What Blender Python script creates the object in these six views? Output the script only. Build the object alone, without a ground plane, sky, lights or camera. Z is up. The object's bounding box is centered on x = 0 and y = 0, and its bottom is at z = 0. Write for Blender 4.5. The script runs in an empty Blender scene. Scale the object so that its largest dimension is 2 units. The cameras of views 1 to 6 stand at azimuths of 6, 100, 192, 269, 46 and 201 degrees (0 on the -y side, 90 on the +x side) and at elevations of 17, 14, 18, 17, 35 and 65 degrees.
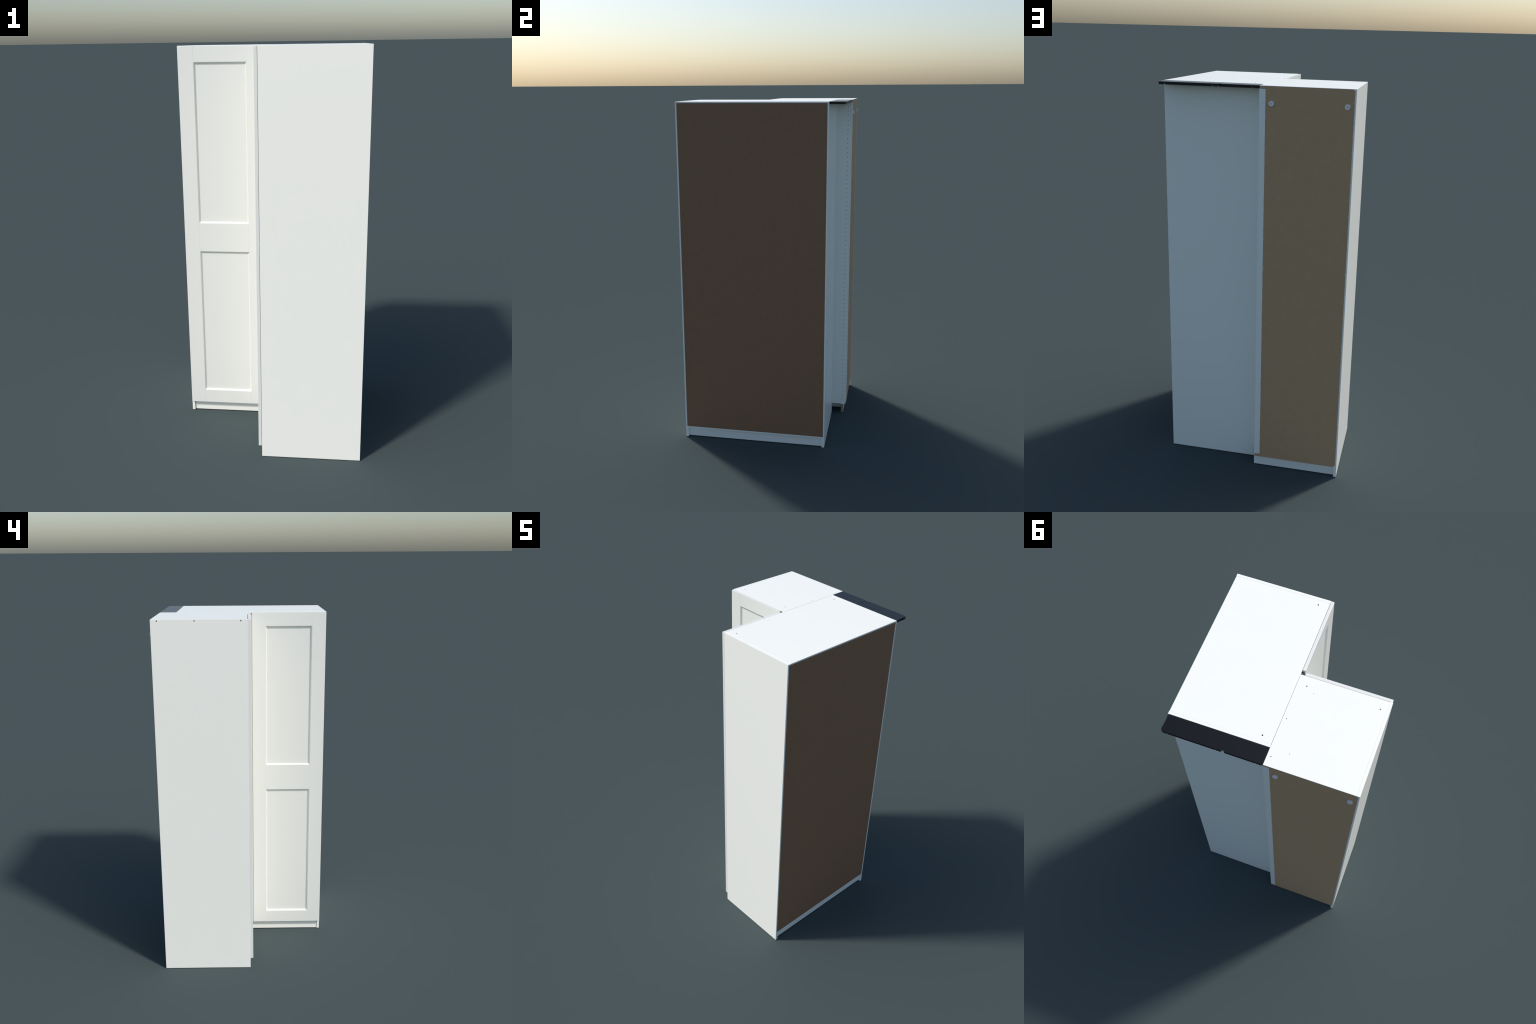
"""White corner wardrobe: two tall carcasses joined in an L, framed doors on the
inner faces, hardboard backs, and a black cover bridging the rear gap on top."""
import bpy, bmesh, math
from mathutils import Vector, Matrix

# ------------------------------------------------------------------ sizes (m)
H = 2.0                      # overall height
T = 0.0152                   # carcass board thickness
SHEET = 0.003                # hardboard back thickness
FLOOR_TOP = 0.0735           # top of the bottom boards
FLOOR_BOT = 0.0585           # underside of the bottom boards / door bottoms
# wide carcass (back towards +x, opening towards -x)
AX0, AX1 = -0.0222, 0.4690
AY0, AY1 = -0.4705, 0.3735
# side carcass (back towards +y, opening towards -y)
BX0, BX1 = -0.4668, -0.0236
BY0, BY1 = -0.0278, 0.4635
# doors
DOOR_T = 0.0152
DOOR_GAP = 0.0016
DOOR_Z0, DOOR_Z1 = 0.0597, 1.9990
DOOR_W = 0.4195               # across the side carcass; the other door is a touch narrower
STILE = 0.0780
RECESS = 0.0090              # depth of the flat door panels
SLOPE = 0.0074               # width of the sloping moulding
RAILS = [(0.1352, DOOR_Z0), (1.1050, 0.9520), (DOOR_Z1, 1.9228)]   # (top, bottom)

# ------------------------------------------------------------------ materials
def new_material(name):
    m = bpy.data.materials.new(name)
    m.use_nodes = True
    nt = m.node_tree
    return m, nt, nt.nodes["Principled BSDF"]

def noise_ramp(nt, scale, detail, stops, stretch=(1, 1, 1)):
    """Object-space noise through a colour ramp; returns (color, factor) sockets."""
    tc = nt.nodes.new("ShaderNodeTexCoord")
    mp = nt.nodes.new("ShaderNodeMapping")
    mp.inputs["Scale"].default_value = stretch
    no = nt.nodes.new("ShaderNodeTexNoise")
    no.inputs["Scale"].default_value = scale
    no.inputs["Detail"].default_value = detail
    no.inputs["Roughness"].default_value = 0.6
    rp = nt.nodes.new("ShaderNodeValToRGB")
    nt.links.new(tc.outputs["Object"], mp.inputs["Vector"])
    nt.links.new(mp.outputs["Vector"], no.inputs["Vector"])
    nt.links.new(no.outputs["Fac"], rp.inputs["Fac"])
    els = rp.color_ramp.elements
    els[0].position, els[0].color = stops[0][0], (*stops[0][1], 1)
    els[1].position, els[1].color = stops[-1][0], (*stops[-1][1], 1)
    for pos, col in stops[1:-1]:
        e = els.new(pos); e.color = (*col, 1)
    return rp.outputs["Color"], no.outputs["Fac"]

def shade(c, k):
    return tuple(min(1.0, v * k) for v in c)

def plain(name, colour, rough, vary=0.012, scale=7.0, spec=0.5, metallic=0.0, bump=0.0, bump_scale=500.0):
    m, nt, b = new_material(name)
    col, _ = noise_ramp(nt, scale, 3.0, [(0.3, shade(colour, 1 - vary)), (0.7, shade(colour, 1 + vary))])
    nt.links.new(col, b.inputs["Base Color"])
    b.inputs["Roughness"].default_value = rough
    b.inputs["Specular IOR Level"].default_value = spec
    b.inputs["Metallic"].default_value = metallic
    if bump:
        _, f = noise_ramp(nt, bump_scale, 2.0, [(0, (0, 0, 0)), (1, (1, 1, 1))])
        bp = nt.nodes.new("ShaderNodeBump")
        bp.inputs["Strength"].default_value = bump
        bp.inputs["Distance"].default_value = 0.0004
        nt.links.new(f, bp.inputs["Height"])
        nt.links.new(bp.outputs["Normal"], b.inputs["Normal"])
    return m

def fibreboard(name, colour, rough, blotch=0.05, grain=0.10, stretch=(1, 1, 1)):
    """Soft cloudy blotches multiplied by a fine fibrous grain."""
    m, nt, b = new_material(name)
    c1, _ = noise_ramp(nt, 22.0, 4.0, [(0.3, shade(colour, 1 - blotch)), (0.7, shade(colour, 1 + blotch))])
    g = 1 - grain
    c2, f2 = noise_ramp(nt, 260.0, 3.0, [(0.3, (g, g, g * 0.99)), (0.7, (1 + grain,) * 3)], stretch)
    mix = nt.nodes.new("ShaderNodeMix")
    mix.data_type = 'RGBA'; mix.blend_type = 'MULTIPLY'
    mix.inputs["Factor"].default_value = 1.0
    nt.links.new(c1, mix.inputs["A"]); nt.links.new(c2, mix.inputs["B"])
    nt.links.new(mix.outputs["Result"], b.inputs["Base Color"])
    b.inputs["Roughness"].default_value = rough
    bp = nt.nodes.new("ShaderNodeBump")
    bp.inputs["Strength"].default_value = 0.15
    bp.inputs["Distance"].default_value = 0.0005
    nt.links.new(f2, bp.inputs["Height"]); nt.links.new(bp.outputs["Normal"], b.inputs["Normal"])
    return m

WHITE      = plain("white_foil", (0.965, 0.97, 0.90), 0.28, vary=0.0015)
TOP_WHITE  = plain("white_top_foil", (0.965, 0.97, 0.90), 0.28, vary=0.0015)
DOOR_WHITE = plain("white_door_paint", (0.83, 0.84, 0.79), 0.35, vary=0.002)
DOOR_EDGE  = plain("white_edge_band", (0.82, 0.83, 0.795), 0.45, vary=0.006)
DARK_BOARD = fibreboard("dark_hardboard", (0.272, 0.150, 0.084), 0.7, blotch=0.03, grain=0.10, stretch=(1, 1, 0.35))
TAN_BOARD  = fibreboard("tan_hardboard", (0.53, 0.345, 0.195), 0.7, blotch=0.025, grain=0.08)
CHIPBOARD  = fibreboard("raw_chipboard", (0.30, 0.21, 0.13), 0.85, blotch=0.15, grain=0.2)
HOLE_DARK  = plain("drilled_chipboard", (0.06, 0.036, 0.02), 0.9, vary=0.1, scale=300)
BLACK      = plain("black_plastic", (0.006, 0.006, 0.007), 0.28, vary=0.05, scale=30, spec=0.42)
PLASTIC    = plain("white_plastic", (0.86, 0.87, 0.86), 0.45)
STAPLE     = plain("staple_wire", (0.82, 0.83, 0.83), 0.4, metallic=0.1)
HOLE_PALE  = plain("drilled_pale_board", (0.42, 0.40, 0.37), 0.8, vary=0.05, scale=200)
DARK_STEEL      = plain("dark_steel", (0.09, 0.09, 0.10), 0.4, metallic=0.5)  # disc screws, and the darkened solid top of the corner post
FELT       = plain("bumper_rubber", (0.62, 0.62, 0.60), 0.7)

# ------------------------------------------------------------------ modelling helpers
SCN = bpy.context.scene.collection

def finish(name, bm, mats, parent, origin, smooth=False):
    """Turn a bmesh (in world space) into a named child object with its origin at `origin`."""
    me = bpy.data.meshes.new(name)
    bmesh.ops.translate(bm, verts=bm.verts, vec=-Vector(origin))
    bmesh.ops.recalc_face_normals(bm, faces=bm.faces)
    bm.to_mesh(me); bm.free()
    for m in mats:
        me.materials.append(m)
    for p in me.polygons:
        p.use_smooth = smooth
    ob = bpy.data.objects.new(name, me)
    SCN.objects.link(ob)
    base = parent.matrix_world.translation if parent else Vector()
    ob.parent = parent
    ob.location = Vector(origin) - (WORLD_ORIGIN[parent.name] if parent else Vector())
    WORLD_ORIGIN[ob.name] = Vector(origin)
    return ob

WORLD_ORIGIN = {}

def add_box(bm, x, y, z):
    """Append an axis-aligned box given (lo, hi) pairs; returns its verts."""
    c = [(a[0] + a[1]) / 2 for a in (x, y, z)]
    s = [abs(a[1] - a[0]) for a in (x, y, z)]
    r = bmesh.ops.create_cube(bm, size=1.0, matrix=Matrix.Translation(c) @ Matrix.Diagonal((*s, 1)))
    return r["verts"]

def board(name, x, y, z, mat, parent, bevel=0.0006, edge=None, edge_axes=""):
    """A flat board with fine eased edges. Faces along `edge_axes` (e.g. '+x') get `edge`."""
    bm = bmesh.new()
    add_box(bm, x, y, z)
    if edge:
        for f in bm.faces:
            for spec in edge_axes.split():
                ax = "xyz".index(spec[1]); sg = 1 if spec[0] == '+' else -1
                if f.normal[ax] * sg > 0.9:
                    f.material_index = 1
    if bevel:
        bmesh.ops.bevel(bm, geom=bm.edges[:], offset=bevel, segments=2, profile=0.5, affect='EDGES')
    c = [(a[0] + a[1]) / 2 for a in (x, y, z)]
    return finish(name, bm, [mat] + ([edge] if edge else []), parent, c)

def cylinder_bm(bm, centre, axis, radius, depth, seg=20):
    rot = {'x': Matrix.Rotation(math.pi / 2, 4, 'Y'), 'y': Matrix.Rotation(math.pi / 2, 4, 'X'), 'z': Matrix()}[axis]
    bmesh.ops.create_cone(bm, cap_ends=True, segments=seg, radius1=radius, radius2=radius, depth=depth,
                          matrix=Matrix.Translation(centre) @ rot)

def carve(ob, fill, mat):
    """Subtract what `fill(bm)` builds (world space) from ob; cut walls take `mat`."""
    bm = bmesh.new(); fill(bm)
    bmesh.ops.recalc_face_normals(bm, faces=bm.faces)
    me = bpy.data.meshes.new("cutter"); bm.to_mesh(me); bm.free()
    me.materials.append(mat)
    cut = bpy.data.objects.new("cutter", me); SCN.objects.link(cut)
    md = ob.modifiers.new("carve", 'BOOLEAN')
    md.operation = 'DIFFERENCE'; md.solver = 'EXACT'; md.object = cut
    md.material_mode = 'TRANSFER'
    bpy.context.view_layer.update()
    dg = bpy.context.evaluated_depsgraph_get()
    res = bpy.data.meshes.new_from_object(ob.evaluated_get(dg))
    ob.modifiers.clear()
    old = ob.data; ob.data = res; res.name = old.name
    bpy.data.meshes.remove(old)
    bpy.data.objects.remove(cut); bpy.data.meshes.remove(me)

def lathe(name, profile, axis_dir, centre, mats, parent, seg=40):
    """Revolve (radius, height) points about axis_dir placed at centre."""
    bm = bmesh.new()
    rings = []
    for r, h in profile:
        if r < 1e-6:
            rings.append([bm.verts.new((0, 0, h))])
        else:
            rings.append([bm.verts.new((r * math.cos(2 * math.pi * i / seg), r * math.sin(2 * math.pi * i / seg), h)) for i in range(seg)])
    for a, b in zip(rings, rings[1:]):
        for i in range(seg):
            j = (i + 1) % seg
            vs = [a[i % len(a)], a[j % len(a)], b[j % len(b)], b[i % len(b)]]
            vs = list(dict.fromkeys(vs))
            if len(vs) > 2:
                bm.faces.new(vs)
    q = Vector((0, 0, 1)).rotation_difference(Vector(axis_dir)).to_matrix().to_4x4()
    bmesh.ops.transform(bm, matrix=Matrix.Translation(centre) @ q, verts=bm.verts)
    return finish(name, bm, mats, parent, centre)

# ------------------------------------------------------------------ the thing
root = bpy.data.objects.new("corner_wardrobe", None)
SCN.objects.link(root)
root["label"] = "tall white L-shaped corner wardrobe with framed doors and brown backs"
root["category"] = "wardrobe"
WORLD_ORIGIN[root.name] = Vector((0, 0, 0))

# ---- wide carcass -----------------------------------------------------------
A_SHEET_X = AX1 - 0.0008                      # outer face of the dark back
a_rebate_y = (AY0 + 0.0078, AY1 - 0.0078)     # the back sheet covers half of each board
a_rebate_z = (0.0668, H - 0.0072)
def a_rebate(bm):
    add_box(bm, (A_SHEET_X - SHEET, AX1 + 0.01), a_rebate_y, a_rebate_z)

side_front = board("side_panel", (AX0, AX1), (AY0, AY0 + T), (0, H), WHITE, root)
side_rear = board("side_panel", (AX0, AX1), (AY1 - T, AY1), (0, H), WHITE, root)
a_top = board("top_panel", (AX0 + 0.0005, AX1 - 0.0012), (AY0 + T + 0.0004, AY1 - T), (H - T, H), TOP_WHITE, root)
a_floor = board("bottom_panel", (AX0, AX1 - 0.0012), (AY0 + T, AY1 - T), (FLOOR_BOT, FLOOR_TOP), WHITE, root)
for ob in (side_front, side_rear, a_top, a_floor):
    carve(ob, a_rebate, WHITE)
board("back_panel", (A_SHEET_X - SHEET, A_SHEET_X), (a_rebate_y[0] + 0.0003, a_rebate_y[1] - 0.0003),
      (a_rebate_z[0] + 0.0003, a_rebate_z[1] - 0.0003), DARK_BOARD, root, bevel=0.0003)
board("plinth", (0.4400, 0.4548), (AY0 + T, AY1 - T), (0.0015, FLOOR_BOT), WHITE, root)
board("plinth", (-0.0192, -0.0192 + 0.0135), (AY0 + T + 0.0025, AY1 - T), (0.0020, FLOOR_BOT), WHITE, root)

def a_top_holes(bm):
    for y in (-0.4268, 0.3290):
        cylinder_bm(bm, (0.0297, y, H), 'z', 0.0036, 0.020)
carve(a_top, a_top_holes, HOLE_DARK)

# ---- side carcass -----------------------------------------------------------
b_rebate_x = (BX0 + 0.0072, BX1 + 0.02)
B_SHEET_Y = BY1 - 0.0004
def b_rebate(bm):
    add_box(bm, b_rebate_x, (B_SHEET_Y - SHEET, BY1 + 0.01), (0.0660, H - 0.0064))

b_side = board("side_panel", (BX0, BX0 + T), (BY0 - 0.0012, BY1), (0, H), WHITE, root)
carve(b_side, b_rebate, WHITE)
b_top = board("top_panel", (BX0 + T + 0.0003, BX1), (BY0 + 0.0008, BY1), (H - T, H), TOP_WHITE, root)
LIP = 0.0016                                  # thin lip of the top board over the back sheet
def b_top_rebate(bm):
    add_box(bm, (BX0 - 0.01, BX1 + 0.02), (B_SHEET_Y - SHEET, BY1 + 0.01), (H - 0.03, H - LIP))
carve(b_top, b_top_rebate, WHITE)
board("bottom_panel", (BX0 + T, BX1), (BY0, B_SHEET_Y - SHEET), (FLOOR_BOT, FLOOR_TOP), WHITE, root)

# tan back sheet: runs over the top board's rear edge but is notched around the side board
b_back = board("back_panel", (BX0 + 0.0074, BX1 - 0.0004), (B_SHEET_Y - SHEET, B_SHEET_Y), (0.0586, H - LIP - 0.0001), TAN_BOARD, root, bevel=0.0003)
def b_notch(bm):
    for z in ((0.05, 0.0664), (H - 0.0068, H + 0.01)):
        add_box(bm, (BX0, BX0 + T + 0.0002), (B_SHEET_Y - 0.02, B_SHEET_Y + 0.02), z)
carve(b_back, b_notch, TAN_BOARD)

board("plinth", (BX0 + T + 0.001, -0.0172), (0.4330, 0.4468), (0.0010, FLOOR_BOT), WHITE, root, edge=CHIPBOARD, edge_axes="+x")
board("plinth", (BX0 + T + 0.0025, BX1), (-0.0222, -0.0222 + 0.0135), (0.0020, FLOOR_BOT), WHITE, root)
board("plinth", (-0.1045, -0.0905), (0.0, 0.4330), (0.0010, FLOOR_BOT), WHITE, root)

# narrow filler board beside the wide carcass: drilled face plus a flange over the back sheet
filler = board("filler_panel", (BX1 - T, BX1 + 0.0014), (AY1 - 0.018, B_SHEET_Y - SHEET - 0.0001), (FLOOR_BOT, H - T), WHITE, root)
N_HOLES, HOLE_Z0, HOLE_Z1 = 70, 0.0929, 1.9612
def shelf_holes(bm):
    for i in range(N_HOLES):
        z = HOLE_Z0 + (HOLE_Z1 - HOLE_Z0) * i / (N_HOLES - 1)
        cylinder_bm(bm, (BX1, 0.4398, z), 'x', 0.0021, 0.014, 14)
carve(filler, shelf_holes, HOLE_DARK)
board("filler_flange", (BX1 - 0.0003, BX1 + 0.0014), (B_SHEET_Y - SHEET, BY1 + 0.0010), (0.0755, 1.9843), WHITE, root, bevel=0.0002)
flange = board("filler_flange", (-0.0518, BX1 - 0.0004), (BY1 - 0.0004, BY1 + 0.0010), (0.0755, 1.9843), WHITE, root, bevel=0.0002)
def flange_hole(bm):
    cylinder_bm(bm, (-0.0405, BY1 + 0.001, 1.9206), 'y', 0.0015, 0.004, 14)
carve(flange, flange_hole, HOLE_DARK)

def b_top_holes(bm):
    for x, y, r in [(-0.0704, 0.0236, 0.0033), (-0.4225, 0.0236, 0.0031), (-0.1138, 0.0498, 0.0018),
                    (-0.0420, 0.2142, 0.0025), (-0.0428, 0.4138, 0.0025), (-0.1145, 0.3750, 0.0018)]:
        cylinder_bm(bm, (x, y, H), 'z', r, 0.009, 16)
carve(b_top, b_top_holes, HOLE_PALE)

# bolt holes along the top of the outer side
def side_holes(bm):
    for y in (0.4305, 0.2412, 0.0066):
        cylinder_bm(bm, (BX0, y, 1.9924), 'x', 0.0033, 0.022, 20)
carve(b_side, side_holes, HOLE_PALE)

# wall-fixing discs on the tan back
DISC = [(0.0, 0.0040), (0.0021, 0.0040), (0.0021, 0.0078), (0.0052, 0.0078), (0.0058, 0.0052), (0.0090, 0.0052),
        (0.0096, 0.0078), (0.0120, 0.0078), (0.0128, 0.0070), (0.0128, 0.0), (0.0, 0.0)]
disc = lathe("wall_fixing_disc", DISC, (0, 1, 0), (-0.0801, B_SHEET_Y, 1.9207), [PLASTIC], root)
core = lathe("fixing_screw", [(0.0, 0.0045), (0.0020, 0.0045), (0.0020, 0.0), (0.0, 0.0)], (0, 1, 0),
             (-0.0801, B_SHEET_Y, 1.9207), [DARK_STEEL], disc, 16)
d2 = disc.copy(); d2.location = (-0.4291, B_SHEET_Y, 1.9207); SCN.objects.link(d2)
c2 = core.copy(); c2.parent = d2; SCN.objects.link(c2)

# staples holding the back sheet
bm = bmesh.new()
add_box(bm, (-0.0026, 0.0026), (-0.001, 0.0008), (-0.0011, 0.0011))
bmesh.ops.bevel(bm, geom=bm.edges[:], offset=0.0003, segments=1, affect='EDGES')
staple = finish("staple", bm, [STAPLE], root, (0, 0, 0))
staple.location = (-0.0538, B_SHEET_Y, 0.0941)
for side_x in (-0.0538, -0.4576):
    for k in range(26):
        if side_x > -0.1 and k == 0:
            continue
        o = staple.copy(); SCN.objects.link(o)
        jitter = 0.0012 * math.sin(k * 2.3 + side_x * 40)
        o.location = (side_x + jitter, B_SHEET_Y, 0.0941 + 0.07372 * k + 0.4 * jitter)
bpy.data.objects.remove(staple)

# ---- doors ------------------------------------------------------------------
def make_door(place, W):
    """Build a door in local axes (u across, z up, front at depth 0, back at +DOOR_T);
    place(u, d, z) -> world."""
    def bm_box(bm, u, d, z):
        vs = add_box(bm, u, d, z)
        return vs
    def to_world(bm):
        for v in bm.verts:
            v.co = Vector(place(*v.co))
    def part(name, u, d, z, parent, mats, edge_axes="", bevel=0.0008):
        bm = bmesh.new(); bm_box(bm, u, d, z)
        bm.normal_update()
        for f in bm.faces:
            for spec in edge_axes.split():
                ax = "udz".index(spec[1]); sg = 1 if spec[0] == '+' else -1
                if f.normal[ax] * sg > 0.9:
                    f.material_index = 1
        outer = []
        if bevel:
            bmesh.ops.bevel(bm, geom=bm.edges[:], offset=bevel, segments=2, profile=0.5, affect='EDGES')
        to_world(bm)
        c = Vector(place((u[0] + u[1]) / 2, (d[0] + d[1]) / 2, (z[0] + z[1]) / 2))
        return finish(name, bm, mats, parent, c)
    lap = 0.004
    openings = [(RAILS[0][0], RAILS[1][1]), (RAILS[1][0], RAILS[2][1])]
    door = part("door", (STILE - lap, W - STILE + lap), (RECESS, DOOR_T - 0.001),
                (RAILS[0][0] - lap, RAILS[2][1] + lap), root, [DOOR_WHITE], bevel=0)
    # stiles: long outer edge carries the edge band
    for u, ax in (((0, STILE), "-u"), ((W - STILE, W), "+u")):
        part("stile", u, (0, DOOR_T), (DOOR_Z0, DOOR_Z1), door, [DOOR_WHITE, DOOR_EDGE], ax)
    for i, (zt, zb) in enumerate(RAILS):
        ax = {0: "-z", 1: "", 2: "+z"}[i]
        part("rail", (STILE, W - STILE), (0, DOOR_T), (zb, zt), door, [DOOR_WHITE, DOOR_EDGE], ax, bevel=0.0006)
    # mitred sloping moulding round each opening
    for z0, z1 in openings:
        bm = bmesh.new()
        prof = [(0.0, 0.0003), (0.0008, 0.0003), (SLOPE, RECESS - 0.0002), (SLOPE, RECESS + 0.001), (0.0, RECESS + 0.001)]
        loops = []
        for inset, depth in prof:
            loops.append([bm.verts.new((u, depth, z)) for u, z in
                          ((STILE + inset, z0 + inset), (W - STILE - inset, z0 + inset),
                           (W - STILE - inset, z1 - inset), (STILE + inset, z1 - inset))])
        for a, b in zip(loops, loops[1:] + loops[:1]):
            for i in range(4):
                j = (i + 1) % 4
                bm.faces.new((a[i], a[j], b[j], b[i]))
        to_world(bm)
        finish("moulding", bm, [DOOR_WHITE], door, Vector(place(W / 2, RECESS / 2, (z0 + z1) / 2)))
    return door

A_FRONT = AX0 - DOOR_GAP - DOOR_T
B_FRONT = BY0 - DOOR_GAP - DOOR_T
make_door(lambda u, d, z: (A_FRONT + d, AY0 + 0.0004 + u, z), DOOR_W - 0.0016)          # faces -x
make_door(lambda u, d, z: (-0.4646 + u, B_FRONT + d, z), DOOR_W)               # faces -y

# slim round post closing the inner corner between the two doors; solid top faces coloured dark to look hollow
POST = (-0.0330, -0.0412)
post = bmesh.new()
cylinder_bm(post, (*POST, (FLOOR_BOT + 1.986) / 2), 'z', 0.0076, 1.986 - FLOOR_BOT, 24)
add_box(post, (-0.0345, -0.0237), (-0.0524, -0.0360), (FLOOR_BOT + 0.0006, 1.9855))   # strip added behind it so the door gap looks pale
for f in post.faces:
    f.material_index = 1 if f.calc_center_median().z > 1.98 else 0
finish("corner_post", post, [DOOR_WHITE, DARK_STEEL], root, (*POST, FLOOR_BOT))

# small bumpers in the gap behind the door edges
pad = None
for z in (0.93, 1.12, 1.93):
    if pad is None:
        pad = lathe("door_bumper", [(0, 0), (0.004, 0), (0.004, DOOR_GAP), (0, DOOR_GAP)], (-1, 0, 0),
                    (AX0, AY0 + 0.006, z), [FELT], root, 16)
    else:
        o = pad.copy(); o.location.z = z; SCN.objects.link(o)
for z in (0.93, 1.12, 1.93):
    bump = lathe("door_bumper", [(0, 0), (0.004, 0), (0.004, DOOR_GAP), (0, DOOR_GAP)], (0, -1, 0),
                 (BX0 + 0.008, BY0, z), [FELT], root, 16)

# ---- black covers over the rear gap ------------------------------------------
COVER_Y0, COVER_Y1 = 0.3752, 0.4638
COVER_Z0, COVER_Z1 = 1.9864, 2.0
def cover(x0, x1, radii, notches_back, notches_side=()):
    """Rounded-rectangle plate; radii for corners (x0y0, x1y0, x1y1, x0y1)."""
    pts = []
    corners = [(x0, COVER_Y0, 180), (x1, COVER_Y0, 270), (x1, COVER_Y1, 0), (x0, COVER_Y1, 90)]
    for (cx, cy, a0), r in zip(corners, radii):
        ox = cx + (r if cx == x0 else -r)
        oy = cy + (r if cy == COVER_Y0 else -r)
        for i in range(9):
            a = math.radians(a0 + 90 * i / 8)
            pts.append((ox + r * math.cos(a), oy + r * math.sin(a)))
    bm = bmesh.new()
    lo = [bm.verts.new((x, y, COVER_Z0)) for x, y in pts]
    hi = [bm.verts.new((x, y, COVER_Z1)) for x, y in pts]
    bm.faces.new(lo[::-1]); top = bm.faces.new(hi)
    for i in range(len(pts)):
        j = (i + 1) % len(pts)
        bm.faces.new((lo[i], lo[j], hi[j], hi[i]))
    bmesh.ops.bevel(bm, geom=list(top.edges), offset=0.0009, segments=2, profile=0.5, affect='EDGES')
    ob = finish("cover_plate", bm, [BLACK], root, ((x0 + x1) / 2, (COVER_Y0 + COVER_Y1) / 2, COVER_Z0))
    def hollow(bm):
        add_box(bm, (x0 + 0.0022, x1 - 0.0022 - 0.0014 * bool(notches_side)), (COVER_Y0 + 0.0022, COVER_Y1 - 0.0022),
                (COVER_Z0 - 0.01, COVER_Z1 - 0.0040))      # open underside
    def notch(bm):
        for x in notches_back:
            add_box(bm, (x - 0.0014, x + 0.0014), (COVER_Y1 - 0.004, COVER_Y1 + 0.01), (COVER_Z0 - 0.011, COVER_Z0 + 0.0062))
        if notches_side:      # finger ledge along the free end
            add_box(bm, (x1 - 0.0014, x1 + 0.01), notches_side, (COVER_Z0 + 0.006, COVER_Z1 + 0.01))
    carve(ob, hollow, BLACK)
    carve(ob, notch, BLACK)
    return ob
cover(0.1688, 0.4660, (0.004, 0.006, 0.013, 0.012), (0.4335, 0.1990), (0.3935, 0.4375))
cover(-0.0218, 0.1662, (0.0015, 0.004, 0.012, 0.008), (0.0100,))
